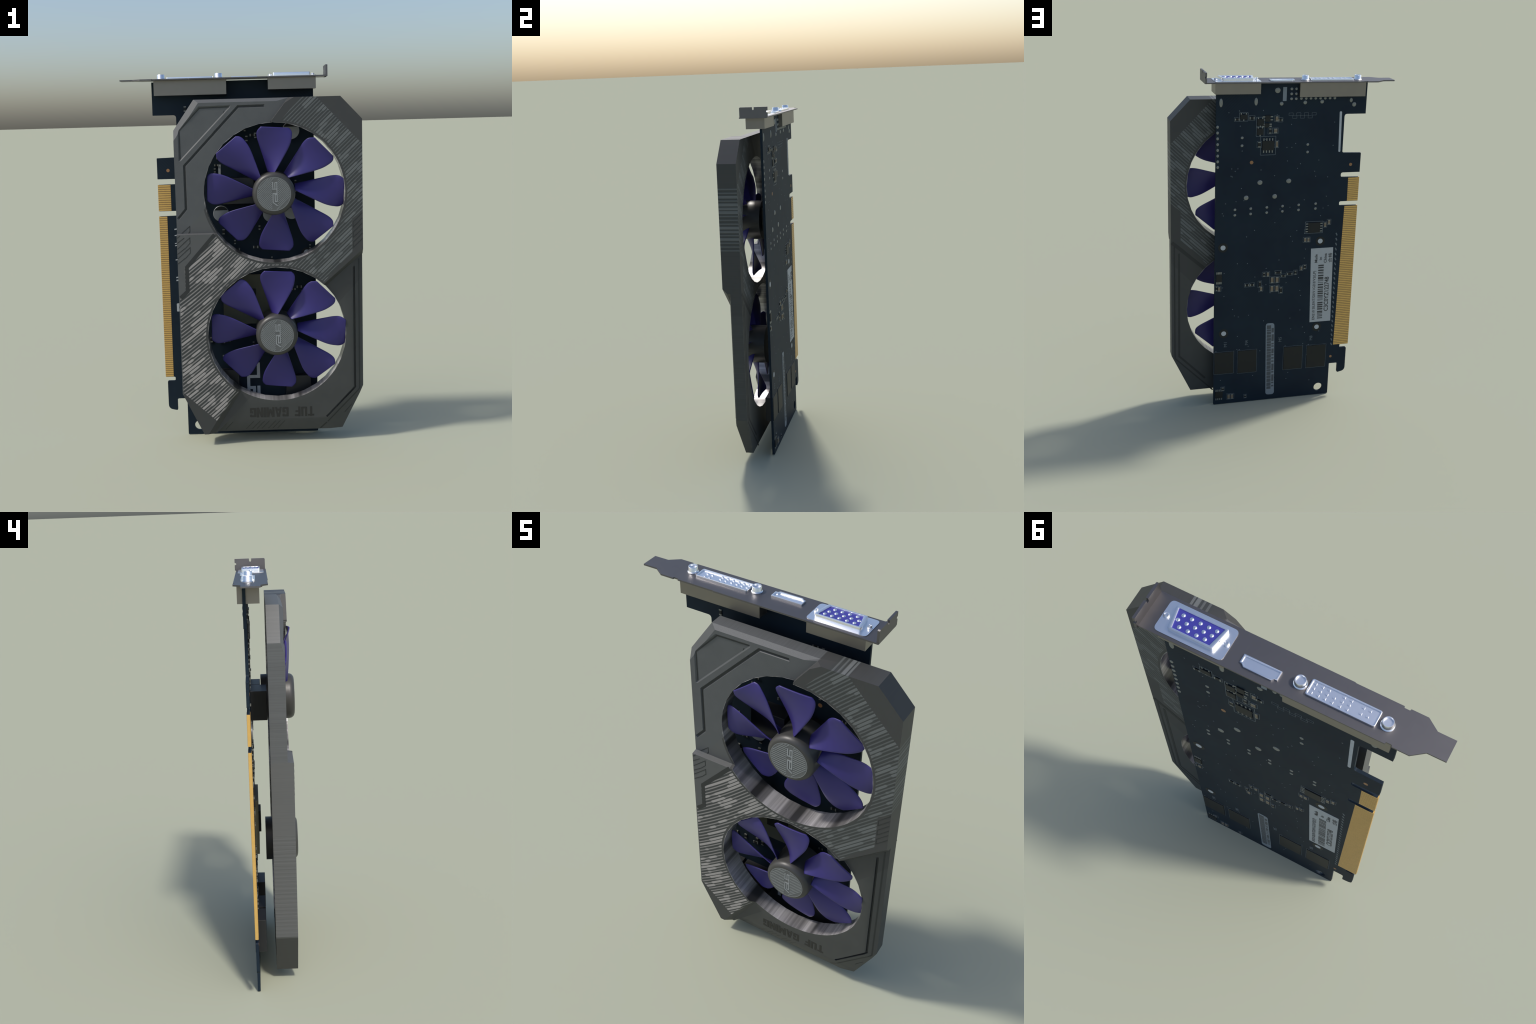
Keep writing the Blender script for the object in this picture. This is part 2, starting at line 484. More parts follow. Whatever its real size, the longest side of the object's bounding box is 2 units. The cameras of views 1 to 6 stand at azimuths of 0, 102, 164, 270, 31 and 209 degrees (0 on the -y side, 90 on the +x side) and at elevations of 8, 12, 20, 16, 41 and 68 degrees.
def sunk_low(poly, depth, inset):
    """the same on the falling surface of the lower plate"""
    fl = shrink(poly, inset); up = shrink(poly, -0.0006)
    n = len(poly)
    v = [(x, low_y(x, z) - 0.02, z) for x, z in up] + [(x, low_y(x, z) + depth, z) for x, z in fl]
    f = [list(range(n)), list(range(2 * n - 1, n - 1, -1))] + [[i, (i + 1) % n, n + (i + 1) % n, n + i] for i in range(n)]
    bm = bmesh.new()
    vs = [bm.verts.new(q) for q in v]
    for q in f:
        bm.faces.new([vs[i] for i in q])
    bmesh.ops.triangulate(bm, faces=bm.faces[:])
    bmesh.ops.recalc_face_normals(bm, faces=bm.faces)
    me = bpy.data.meshes.new("cutter"); bm.to_mesh(me); bm.free()
    return me
pocket = [(-0.324, 1.684), (-0.212, 1.800), (-0.049, 1.803), (-0.051, 1.791), (-0.314, 1.524), (-0.324, 1.524)]
channel = strip_polys([(0.126, 1.7955), (-0.0095, 1.7945), (-0.295, 1.4985), (-0.2945, 1.274), (-0.338, 1.224)], 0.015)
boolean(shroud, [sunk(pocket, Y_UP, 0.005, 0.006)])
boolean(shroud, [sunk(channel, Y_UP, 0.006, 0.003)])
edge_in = [(0.576, 0.952), (0.577, 0.296), (0.420, 0.134)]
boolean(shroud, [sunk_low(strip_polys(edge_in, 0.014), 0.008, 0.0025)])
edge_out = [(0.603, 0.995), (0.602, 0.284), (0.372, 0.048)]

# split along the step lines into upper plate, ribbed panel, lower plate
def side(p, q, c):
    return (q[0] - p[0]) * (c.z - p[1]) - (q[1] - p[1]) * (c.x - p[0])
SPLIT = [((-1.0, 1.145), (1.0, 1.145)), ((0.157, 1.72), (0.249, 1.8355)), ((0.43, 0.855), (0.70, 1.091)), ((-0.165, 0.067), (0.005, 0.246))]
bm = bmesh.new(); bm.from_mesh(shroud.data)
for p, q in SPLIT:
    nx, nz = -(q[1] - p[1]), q[0] - p[0]
    bmesh.ops.bisect_plane(bm, geom=bm.verts[:] + bm.edges[:] + bm.faces[:], dist=1e-5,
                           plane_co=(p[0], 0, p[1]), plane_no=Vector((nx, 0, nz)).normalized())
for f in bm.faces:
    c = f.calc_center_median()
    if side(*SPLIT[0], c) > 0 and side(*SPLIT[1], c) > 0 and c.x < 0.26:
        f.material_index = 0
    elif side(*SPLIT[2], c) < 0 and side(*SPLIT[3], c) < 0 and c.z < 1.1:
        f.material_index = 2
    else:
        f.material_index = 1
for f in bm.faces:
    f.smooth = True
for e in bm.edges:
    e.smooth = e.is_manifold and e.calc_face_angle(0) < math.radians(24)
bm.normal_update()
bm.to_mesh(shroud.data)
whole = shroud.data
shroud_root = bpy.data.objects.new("cooler_shroud_assembly", None); COL.objects.link(shroud_root)
bpy.data.objects.remove(shroud)
shroud_root.name = "cooler_shroud"; shroud_root.parent = root
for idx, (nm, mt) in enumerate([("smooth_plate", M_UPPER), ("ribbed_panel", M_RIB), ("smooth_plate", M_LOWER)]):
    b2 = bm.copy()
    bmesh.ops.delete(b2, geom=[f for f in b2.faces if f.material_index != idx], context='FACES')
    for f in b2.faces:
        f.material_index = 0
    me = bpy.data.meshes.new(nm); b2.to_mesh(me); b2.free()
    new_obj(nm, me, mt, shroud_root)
bm.free(); bpy.data.meshes.remove(whole)

# narrow dark strips laid along the floors of the channels and the pocket
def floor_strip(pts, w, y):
    return new_obj("channel_dark_strip", prism_mesh("channel_dark_strip", strip_polys(pts, w), y - 0.0005, y + 0.001), M_LINE, shroud_root)
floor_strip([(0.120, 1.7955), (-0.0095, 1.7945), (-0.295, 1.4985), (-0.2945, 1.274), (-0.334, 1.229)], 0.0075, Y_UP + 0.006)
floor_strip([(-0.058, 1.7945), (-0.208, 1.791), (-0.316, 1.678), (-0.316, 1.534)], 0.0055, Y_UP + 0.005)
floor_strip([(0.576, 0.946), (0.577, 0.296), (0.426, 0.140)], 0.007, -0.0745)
# scored marks
def marks(name, polys, y, mat, parent, t=0.0007, kind=None):
    me = join_meshes(name, [prism_mesh("m", p, y - t, y + 0.002) for p in polys])
    o = new_obj(name, me, mat, parent)
    if kind:
        o["kind"] = kind
    return o
LW = 0.0032
claw = []
for dz in (0.0, -0.057, -0.108):
    claw.append(strip_polys([(-0.3455, 1.127 + dz), (-0.279, 1.185 + dz), (-0.279, 1.157 + dz), (-0.300, 1.134 + dz), (-0.3455, 1.100 + dz)], LW))
# first mark crosses the step, so it is drawn on both levels
lowclaw = [strip_polys([(-0.3455, 1.127), (-0.330, 1.140)], LW), strip_polys([(-0.308, 1.128), (-0.3455, 1.100)], LW)]
marks("claw_mark", [strip_polys([(-0.322, 1.1485), (-0.279, 1.185), (-0.279, 1.157), (-0.287, 1.1485)], LW)], Y_UP, M_LINE, shroud_root)
marks("claw_mark", lowclaw + claw[1:], Y_TOP, M_LINE, shroud_root)
slat = []
for z in (1.069, 1.122, 1.176):
    slat.append(strip_polys([(0.620, z + 0.062), (0.571, z + 0.014), (0.571, z - 0.014), (0.620, z + 0.034)], LW))
marks("claw_mark", slat, Y_TOP, M_LINE, shroud_root)
marks("panel_border", [strip_polys([(-0.150, 1.141), (-0.300, 0.972), (-0.300, 0.845), (-0.3385, 0.8105)], 0.020)], Y_TOP, M_LINE, shroud_root, 0.0006)
marks("scored_line", [strip_polys([(-0.05, 1.770), (-0.05, 1.783), (-0.062, 1.775), (-0.065, 1.738)], 0.0028),
                      strip_polys([(-0.082, 1.775), (-0.087, 1.762), (-0.087, 1.737)], 0.0028)], Y_UP + 0.005, M_LINE, shroud_root)
bott = [strip_polys([(x, 0.119), (x - 0.042, 0.071)], LW) for x in (-0.083, 0.028, 0.062, 0.086, 0.112, 0.147, 0.171, 0.197)]
me = join_meshes("score", [prism_mesh("m", p, Y_LOW - 0.0004, Y_LOW + 0.004) for p in bott])
for v in me.vertices:
    v.co.y += low_y(v.co.x, v.co.z) - Y_LOW
new_obj("scored_line", me, M_LINE, shroud_root)
def resample(pts, step):
    out = []
    for a, b in zip(pts, pts[1:]):
        n = max(1, int((Vector(b) - Vector(a)).length / step))
        out += [tuple(Vector(a).lerp(Vector(b), i / n)) for i in range(n)]
    return out + [pts[-1]]
seg = resample([(0.603, 0.990), (0.602, 0.284), (0.388, 0.0645)], 0.012)
dark_strip = marks("dark_line", [strip_polys([a, b], 0.007) for a, b in zip(seg, seg[1:])], Y_LOW, M_LINE, shroud_root, 0.0005)  # flat dark strip laid along the plate's surface; no groove is cut here
for v in dark_strip.data.vertices:
    v.co.y += low_y(v.co.x, v.co.z) - Y_LOW
o = marks("scored_line", [strip_polys([(0.560, 0.196), (0.520, 0.150)], LW)], Y_LOW, M_LINE, shroud_root)
for v in o.data.vertices:
    v.co.y += low_y(v.co.x, v.co.z) - Y_LOW
# the same dark lines drawn flat on the inner side
inner = [strip_polys(edge_in, 0.012), strip_polys(edge_out, 0.008), strip_polys([(0.617, 1.02), (0.43, 0.852)], 0.02)]
o = new_obj("dark_line", join_meshes("dark_line", [prism_mesh("m", p, Y_BACK - 0.002, Y_BACK + 0.0006) for p in inner]), M_LINE, shroud_root)

# lettering on the lower plate, upside down as the card stands here
# heavy block capitals; strokes are given in a cell 1 wide and 1 high
BLOCK = {
    "T": [((0, .88), (1, .88)), ((.5, 0), (.5, 1))],
    "U": [((.17, .06), (.17, 1)), ((.83, .06), (.83, 1)), ((.08, .12), (.92, .12))],
    "F": [((.17, 0), (.17, 1)), ((0, .88), (1, .88)), ((.1, .48), (.85, .48))],
    "G": [((.17, .06), (.17, .94)), ((.08, .88), (.92, .88)), ((.08, .12), (.92, .12)), ((.83, .06), (.83, .5)), ((.5, .46), (1, .46)), ((.83, .7), (.83, .94))],
    "A": [((.14, 0), (.44, 1)), ((.86, 0), (.56, 1)), ((.2, .26), (.8, .26))],
    "M": [((.12, 0), (.12, 1)), ((.88, 0), (.88, 1)), ((.2, 1), (.5, .2)), ((.8, 1), (.5, .2))],
    "I": [((.5, 0), (.5, 1))],
    "N": [((.16, 0), (.16, 1)), ((.84, 0), (.84, 1)), ((.2, .98), (.8, .02))],
}
def block_word(word, x0, widths, gap, z0, h, weight):
    """letters stand on their heads: x runs down from x0, tops point to -z"""
    out = []; x = x0; k = 0
    for ch, w in zip(word, widths):
        for p, q in BLOCK[ch]:
            thick = weight if abs(p[0] - q[0]) < 0.75 else weight * 0.85
            if abs(p[0] - q[0]) > 0.2 and abs(p[1] - q[1]) > 0.2:
                thick = weight * 0.8
            a, b = (x - p[0] * w, z0 + (1 - p[1]) * h), (x - q[0] * w, z0 + (1 - q[1]) * h)
            out.append(prism_mesh("s", stroke(a, b, thick), Y_LOW - 0.0007 - 0.00004 * (k % 9), Y_LOW + 0.002)); k += 1
        x -= w + gap
    return out
for word, x0, ws in (("TUF", 0.354, (0.033, 0.031, 0.030)), ("GAMING", 0.216, (0.033, 0.037, 0.041, 0.012, 0.034, 0.033))):
    new_obj("lettering", join_meshes("lettering", block_word(word, x0, ws, 0.0055 if word == "TUF" else 0.0035, 0.141, 0.054, 0.0115)), M_LETTER, shroud_root)

# ================================================================== FANS
def smoothstep(t):
    return t * t * (3 - 2 * t)
def catmull(P, s):
    n = len(P) - 1
    k = min(int(s * n), n - 1); t = s * n - k
    p0 = P[max(k - 1, 0)]; p1 = P[k]; p2 = P[k + 1]; p3 = P[min(k + 2, n)]
    return tuple(0.5 * (2 * b + (c - a) * t + (2 * a - 5 * b + 4 * c - e) * t * t + (3 * b - a - 3 * c + e) * t ** 3)
                 for a, b, c, e in zip(p0, p1, p2, p3))
EDGE_L = [(-0.034, 0.098), (-0.050, 0.164), (-0.067, 0.230), (-0.0815, 0.290), (-0.080, 0.325), (-0.060, 0.350)]
EDGE_R = [(0.000, 0.098), (0.040, 0.170), (0.080, 0.248), (0.0935, 0.300), (0.0915, 0.327), (0.078, 0.343)]

def blade_mesh(ns=40, nt=24, thick=0.0085):
    """blade pointing along +z; local +x is the clockwise side; steep at the root, nearly flat at the tip"""
    top, bot = [], []
    for i in range(ns + 1):
        s = i / ns
        L, R = catmull(EDGE_L, s), catmull(EDGE_R, s)
        pitch = -0.029 * (1 - smoothstep(min(1, s / 0.95))) + 0.006 * s
        for j in range(nt + 1):
            t = 0.5 - 0.5 * math.cos(math.pi * j / nt)
            x = L[0] + (R[0] - L[0]) * t; z = L[1] + (R[1] - L[1]) * t
            y = pitch * (2 * t - 1) - 0.007 * (1 - (2 * t - 1) ** 2) * (1 - 0.5 * s)
            edge = min(1.0, 4 * t * (1 - t) * 3.2)
            tipf = min(1.0, (1 - s) / 0.05)
            h = thick / 2 * math.sqrt(max(0.0, 1 - (1 - edge) ** 2)) * math.sqrt(max(0.0, 1 - (1 - tipf) ** 2))
            top.append((x, y - h, z)); bot.append((x, y + h, z))
    w = nt + 1
    N = len(top)
    f = []
    for i in range(ns):
        for j in range(nt):
            a, b, c, e = i * w + j, i * w + j + 1, (i + 1) * w + j + 1, (i + 1) * w + j
            f.append([a, b, c, e]); f.append([N + a, N + e, N + c, N + b])
    for j in range(nt):
        f.append([j, N + j, N + j + 1, j + 1])
    me = bpy.data.meshes.new("blade"); me.from_pydata(top + bot, [], f)
    bm = bmesh.new(); bm.from_mesh(me)
    bmesh.ops.remove_doubles(bm, verts=bm.verts, dist=1e-5)
    bmesh.ops.recalc_face_normals(bm, faces=bm.faces)
    for q in bm.faces:
        q.smooth = True
    bm.to_mesh(me); bm.free()
    me.materials.append(M_BLADE)
    return me

BLADE = blade_mesh()
# the blade ring sits tipped forward at the top and a little off the hub's axis: plane coordinates (u, w) -> (x, y, z)
RING = Matrix(((1.028, 0, -0.020, 0.0095), (-0.0324, 1, -0.1388, -0.0650), (-0.0225, 0, 0.936, 0.0160), (0, 0, 0, 1)))
BLADES = []
for k in range(8):
    me = BLADE.copy(); me.name = "blade"
    me.transform(RING @ Matrix.Rotation(k * math.pi / 4, 4, 'Y'))
    me.update()
    BLADES.append(me)
bpy.data.meshes.remove(BLADE)
hub_prof = [(0.100, 0.0270), (0.111, 0.0268), (0.111, -0.108)]
for k in range(1, 9):
    a = k / 8 * math.pi / 2
    hub_prof.append((0.0870 + 0.024 * math.cos(a), -0.108 - 0.0280 * math.sin(a)))
hub_prof += [(0.0868, -0.1355), (0.02, -0.1355)]
Q = 1 / 5083.0
def emb(px, py):
    return ((px - 757) * Q, -(py - 888) * Q)
LOGO = [[(730, 572), (730, 742)], [(786, 742), (786, 590)], [(786, 590), (838, 590)], [(838, 575), (838, 760)],
        [(715, 760), (850, 760)], [(838, 760), (838, 888)], [(720, 876), (850, 876)], [(732, 890), (732, 1115)],
        [(838, 895), (838, 1098)], [(788, 905), (788, 1098)], [(775, 1084), (850, 1084)], [(770, 900), (850, 900)], [(728, 1108), (846, 1196)]]

for cx, cz in FAN:
    fan = bpy.data.objects.new("fan", None); COL.objects.link(fan); fan.parent = root
    hub = new_obj("hub", lathe_y("hub", hub_prof, cx, cz, 72), M_HUB, fan)
    smooth_by_angle(hub.data, 35)
    for me in BLADES:
        b = bpy.data.objects.new("blade", me); COL.objects.link(b); b.parent = fan
        b.location = (cx, 0, cz)
    # emblem disc: pale ring, diagonal stripes, stylised letters
    R = 0.0868
    disc = new_obj("emblem_disc", lathe_y("emblem_disc", [(R, -0.1350), (R, -0.1362), (0.02, -0.1362)], cx, cz, 64), M_EMB_D, fan)
    ring = new_obj("emblem_ring", lathe_y("emblem_ring", [(R - 0.002, -0.1355), (R + 0.0005, -0.1355), (R + 0.0005, -0.1366), (R - 0.002, -0.1366), (R - 0.002, -0.1355)], cx, cz, 64, False), M_EMB_L, fan)
    st = []
    per = 0.0112
    for i in range(-9, 10):
        dd = (i + 0.5) * per * 0.70
        if abs(dd) > R - 0.006:
            continue
        half = math.sqrt((R - 0.0045) ** 2 - dd * dd)
        u = Vector((0.7071, 0.7071)) if True else None
        n = Vector((-0.7071, 0.7071))
        p = Vector((cx, cz)) + n * dd
        # leave a clear field for the letters
        gap = []
        for e in (-0.0098, 0.0205):
            gap.append((cx + e - p.x) / u.x)
        zin = [p.y + u.y * g - cz for g in gap]
        segs = [(-half, half)]
        if min(zin) < 0.066 and max(zin) > -0.066:
            segs = [(-half, min(half, gap[0])), (max(-half, gap[1]), half)]
        for a, b in segs:
            if b - a > 0.004:
                st.append(stroke(tuple(p + u * a), tuple(p + u * b), 0.0036))
    o = new_obj("emblem_stripes", join_meshes("emblem_stripes", [prism_mesh("s", s, -0.1369, -0.1358) for s in st]), M_EMB_L, fan)
    lg = []
    for j, (p, q) in enumerate(LOGO):
        a, b = emb(*p), emb(*q)
        lg.append(prism_mesh("l", stroke((cx + a[0], cz + a[1]), (cx + b[0], cz + b[1]), 0.0050), -0.1372 - 0.00004 * j, -0.1358))
    new_obj("lettering", join_meshes("lettering", lg), M_EMB_T, fan)

# ================================================================== CIRCUIT BOARD
YB, YF = 0.0905, 0.0770
board_pts = []
def corner(pts, rads):
    return rounded(pts, rads, 5)
pcb = [(-0.338, 0.0), (0.386, 0.0), (0.388, 1.934), (-0.465, 1.934), (-0.465, 1.761), (-0.341, 1.761), (-0.341, 1.539),
       (-0.453, 1.536), (-0.453, 1.424), (-0.340, 1.424), (-0.340, 1.396), (-0.4495, 1.394), (-0.4495, 1.252), (-0.340, 1.252),
       (-0.340, 1.2265), (-0.4475, 1.2245), (-0.4475, 0.332), (-0.399, 0.332), (-0.399, 0.309), (-0.4425, 0.309), (-0.4425, 0.150), (-0.392, 0.140), (-0.392, 0.207), (-0.338, 0.207)]
rads = [0.003, 0.003, 0, 0, 0.002, 0.016, 0.012, 0.002, 0.002, 0.012, 0.012, 0.002, 0.002, 0.010, 0.010, 0.002, 0.002, 0.006, 0.008, 0.008, 0.035, 0.006, 0.010, 0.003]
pcb = rounded(pcb, rads, 5)
board = new_obj("circuit_board", prism_mesh("circuit_board", pcb, YF, YB), M_BOARD, root)
boolean(board, [prism_mesh("cutter", circle(-0.274, 0.050, 0.0270, 40), 0.0, 0.2)])

def on_back(name, meshes, mat, kind=None):
    o = new_obj(name, join_meshes(name, meshes), mat, board)
    if kind:
        o["kind"] = kind
    return o

def chip(x0, x1, z0, z1, y0, y1, mat=M_CHIP, name="chip", bevel=0.0012):
    return new_obj(name, box_mesh(name, min(x0, x1), max(x0, x1), y0, y1, min(z0, z1), max(z0, z1), bevel), mat, board)

# gold edge contacts
def contacts(z0, z1, xf, xb0, xb1):
    xe = -0.4515
    new_obj("contact_strip", prism_mesh("contact_strip", [(xe, z0 + 0.0005), (xf, z0 + 0.0005), (xf, z1 - 0.0005), (xe, z1 - 0.0005)], YF - 0.0005, YF + 0.006), M_GOLD_D, board)
    new_obj("contact_strip", prism_mesh("contact_strip", [(xe, z0 + 0.0005), (xb0, z0 + 0.0005), (xb1, z1 - 0.0005), (xe, z1 - 0.0005)], YB - 0.006, YB + 0.0005), M_GOLD_D, board)
    new_obj("contact_edge", box_mesh("contact_edge", xe - 0.0012, xe + 0.004, YF - 0.0002, YB + 0.0002, z0, z1), M_GOLD, board)
    n = max(1, round((z1 - z0) / 0.01175)); p = (z1 - z0) / n
    fr, bk = [], []
    for i in range(n):
        a = z0 + p * (i + 0.15); b = z0 + p * (i + 0.87)
        fr.append(box_mesh("c", xe, xf - 0.001, YF - 0.0012, YF + 0.001, a, b))
        t = (i + 0.5) / n
        bk.append(box_mesh("c", xe, xb0 + (xb1 - xb0) * t - 0.001, YB - 0.001, YB + 0.0012, a, b))
    on_back("gold_contact", fr, M_GOLD, "stuff"); on_back("gold_contact", bk, M_GOLD, "stuff")
contacts(1.2525, 1.3935, -0.384, -0.386, -0.385)
contacts(0.3325, 1.2240, -0.408, -0.3565, -0.373)

# ---- rear side: solder joints
def blob(x, z, rx, rz, h=0.004, sgn=1, n=14):
    v, f = [], []
    y = YB if sgn > 0 else YF
    rings = 5
    for j in range(rings):
        a = j / rings * math.pi / 2
        for i in range(n):
            t = 2 * math.pi * i / n
            v.append((x + rx * math.cos(a) * math.cos(t), y + sgn * (h * math.sin(a) - 0.0005), z + rz * math.cos(a) * math.sin(t)))
    v.append((x, y + sgn * h, z))
    for j in range(rings - 1):
        for i in range(n):
            f.append([j * n + i, j * n + (i + 1) % n, (j + 1) * n + (i + 1) % n, (j + 1) * n + i])
    for i in range(n):
        f.append([(rings - 1) * n + i, (rings - 1) * n + (i + 1) % n, len(v) - 1])
    me = mesh_from("solder", v, f)
    for p in me.polygons:
        p.use_smooth = True
    return me
big = [(0.362, 1.833, 0.010, 0.024), (0.169, 1.837, 0.010, 0.022), (0.026, 1.824, 0.011, 0.011), (-0.108, 1.829, 0.011, 0.011), (-0.205, 1.832, 0.011, 0.011),
       (-0.393, 1.814, 0.012, 0.013), (-0.374, 1.838, 0.009, 0.013), (0.050, 1.897, 0.016, 0.016),
       (0.135, 1.383, 0.015, 0.014), (-0.032, 1.386, 0.015, 0.014), (0.212, 1.297, 0.014, 0.014), (0.047, 1.299, 0.014, 0.014)]
for x, z, a, b in big:
    new_obj("solder_joint", blob(x, z, a, b), M_SOLDER, board)
small = [(0.242, 1.640), (0.242, 1.596), (-0.134, 1.593), (-0.135, 1.550)]
for i, x in enumerate((0.275, 0.184, 0.0905, -0.0015, -0.097, -0.198)):
    small += [(x, 1.230 + 0.003 * i), (x, 1.198 + 0.0035 * i)]
small += [(x, z) for x in (-0.029, -0.056) for z in (1.904, 1.877, 1.850)]
small += [(-0.085 - 0.0275 * i, 1.851) for i in range(8)]
for x, z in small:
    new_obj("solder_joint", blob(x, z, 0.0082, 0.0080, 0.003, 1, 12), M_SOLDER, board)
for i in range(8):
    new_obj("solder_joint", blob(0.3795 - 0.0005 * i, 1.702 - 0.032 * i, 0.0075, 0.009, 0.003, 1, 12), M_SOLDER, board)
vias = []
for i in range(120):
    x, z = random.uniform(-0.30, 0.36), random.uniform(0.08, 1.80)
    if -0.34 < x < -0.17 and 0.45 < z < 1.05:
        continue
    vias.append(blob(x, z, 0.0032, 0.0032, 0.0012, 1, 8))
on_back("via", vias, M_SILK_DIM, "stuff")

# screw holes: pale spot inside a dark pad
for x, z in ((0.340, 1.007), (-0.238, 1.015), (-0.244, 0.464), (0.329, 0.469)):
    new_obj("screw_pad", lathe_y("screw_pad", [(0.028, YB - 0.001), (0.028, YB + 0.0006), (0.01, YB + 0.0006)], x, z, 28), M_CHIP, board)
    new_obj("screw_hole", lathe_y("screw_hole", [(0.0145, YB - 0.001), (0.0145, YB + 0.0016), (0.004, YB + 0.0016)], x, z, 24), M_SILK, board)
    new_obj("screw_pad", lathe_y("screw_pad", [(0.028, YF + 0.001), (0.028, YF - 0.0006), (0.01, YF - 0.0006)], x, z, 28), M_CHIP, board)
    new_obj("screw_hole", lathe_y("screw_hole", [(0.0165, YF + 0.001), (0.0165, YF - 0.0016), (0.004, YF - 0.0016)], x, z, 24), M_SILK, board)

# pale slot beside the notch, on both sides
sl = rounded([(-0.3245, 1.776), (-0.311, 1.776), (-0.3165, 1.545), (-0.3285, 1.545)], 0.006, 4)
new_obj("board_slot", prism_mesh("board_slot", sl, YB - 0.001, YB + 0.0006), M_SILK, board)

# packages with pins
def outline_box(x0, x1, z0, z1, w=0.0024):
    return [stroke((x0, z0), (x1, z0), w), stroke((x1, z0), (x1, z1), w), stroke((x1, z1), (x0, z1), w), stroke((x0, z1), (x0, z0), w)]
silk = []
def soic(x0, x1, z0, z1, n, vertical=True):
    chip(x0, x1, z0, z1, YB - 0.001, YB + 0.005)
    pins = []
    for i in range(n):
        t = (i + 0.5) / n
        if vertical:
            x = x0 + (x1 - x0) * t
            for z, s in ((z0, -1), (z1, 1)):
                pins.append(box_mesh("p", x - 0.003, x + 0.003, YB - 0.0005, YB + 0.002, min(z - s * 0.001, z + s * 0.014), max(z - s * 0.001, z + s * 0.014)))
        else:
            z = z0 + (z1 - z0) * t
            for x, s in ((x0, -1), (x1, 1)):
                pins.append(box_mesh("p", min(x - s * 0.001, x + s * 0.014), max(x - s * 0.001, x + s * 0.014), YB - 0.0005, YB + 0.002, z - 0.003, z + 0.003))
    on_back("chip_pin", pins, M_SOLDER, "stuff")
soic(0.062, 0.128, 1.567, 1.620, 4)
silk.extend(outline_box(0.052, 0.138, 1.540, 1.645))
soic(-0.232, -0.160, 1.070, 1.132, 4, False)
silk.extend(outline_box(-0.249, -0.142, 1.066, 1.137))
soic(0.345, 0.378, 0.80, 0.846, 4)
soic(0.330, 0.376, 0.042, 0.085, 4)
soic(0.086, 0.116, 1.728, 1.762, 2, False)
soic(0.092, 0.118, 1.695, 1.718, 2, False)
for x0, x1, z0, z1 in ((0.124, 0.160, 1.706, 1.742), (0.124, 0.160, 1.655, 1.690), (0.216, 0.256, 1.742, 1.768)):
    chip(x0, x1, z0, z1, YB - 0.001, YB + 0.0045)
    on_back("chip_pin", [box_mesh("p", x - 0.003, x + 0.003, YB - 0.0005, YB + 0.002, z, z + 0.009)
                         for x, z in (((x0 + x1) / 2, z0 - 0.008), (x0 + 0.006, z1 - 0.001), (x1 - 0.006, z1 - 0.001))], M_SOLDER, "stuff")
    silk.extend(outline_box(x0 - 0.004, x1 + 0.004, z0 - 0.010, z1 + 0.010))

# small two-ended parts
smd_body, smd_end, smd_cer = [], [], []
def smd(x, z, w, h, tan=False):
    (smd_cer if tan else smd_body).append(box_mesh("b", x - w / 2, x + w / 2, YB - 0.0005, YB + 0.0035, z - h / 2, z + h / 2))
    for s in (-1, 1):
        if w >= h:
            smd_end.append(box_mesh("e", x + s * w / 2 - 0.0025, x + s * w / 2 + 0.0025, YB - 0.0005, YB + 0.0040, z - h / 2 - 0.0002, z + h / 2 + 0.0002))
        else:
            smd_end.append(box_mesh("e", x - w / 2 - 0.0002, x + w / 2 + 0.0002, YB - 0.0005, YB + 0.0040, z + s * h / 2 - 0.0025, z + s * h / 2 + 0.0025))
    silk.extend(outline_box(x - w / 2 - 0.006, x + w / 2 + 0.006, z - h / 2 - 0.006, z + h / 2 + 0.006, 0.0016))
for x, z in ((0.045, 0.790), (0.015, 0.790), (0.045, 0.735), (0.015, 0.735)):
    smd(x, z, 0.016, 0.030, True)
for x, z, w, h, t in ((0.072, 0.828, 0.012, 0.02, True), (0.095, 0.828, 0.010, 0.018, False), (0.11, 0.74, 0.012, 0.022, True), (0.118, 0.768, 0.01, 0.03, False),
                      (0.010, 0.835, 0.03, 0.010, False), (-0.01, 0.722, 0.012, 0.03, False), (0.165, 0.768, 0.018, 0.012, False), (0.195, 0.768, 0.02, 0.012, False),
                      (-0.06, 0.822, 0.026, 0.010, False), (-0.022, 0.812, 0.02, 0.010, False), (-0.095, 0.828, 0.010, 0.018, False),
                      (-0.150, 0.860, 0.010, 0.018, False), (-0.130, 0.852, 0.010, 0.018, True), (-0.285, 1.130, 0.012, 0.022, True), (-0.262, 1.115, 0.012, 0.022, True),
                      (-0.145, 1.028, 0.012, 0.020, True), (-0.165, 1.028, 0.012, 0.020, True), (0.050, 1.742, 0.014, 0.022, True), (0.030, 1.735, 0.018, 0.012, False),
                      (0.055, 1.675, 0.018, 0.020, True), (0.086, 1.675, 0.012, 0.022, False), (0.045, 1.600, 0.010, 0.03, True), (0.145, 1.600, 0.014, 0.024, False),
                      (0.190, 1.748, 0.022, 0.014, False), (0.272, 1.742, 0.020, 0.010, False), (0.272, 0.045, 0.014, 0.026, True), (0.293, 0.045, 0.014, 0.026, True),
                      (0.330, 0.100, 0.014, 0.016, False), (0.190, 0.036, 0.008, 0.014, False), (0.36, 0.755, 0.012, 0.02, True), (0.375, 0.76, 0.008, 0.02, False)):
    smd(x, z, w, h, t)
on_back("resistor", smd_body, M_CHIP, "stuff"); on_back("capacitor", smd_cer, M_CERAMIC, "stuff"); on_back("solder_end", smd_end, M_SOLDER, "stuff")
for i in range(7):
    silk.extend(outline_box(-0.030 - 0.022 * i - 0.012, -0.030 - 0.022 * i + 0.012, 1.742 + (0.016 if i % 2 == 0 else 0), 1.756 + (0.016 if i % 2 == 0 else 0), 0.0014))
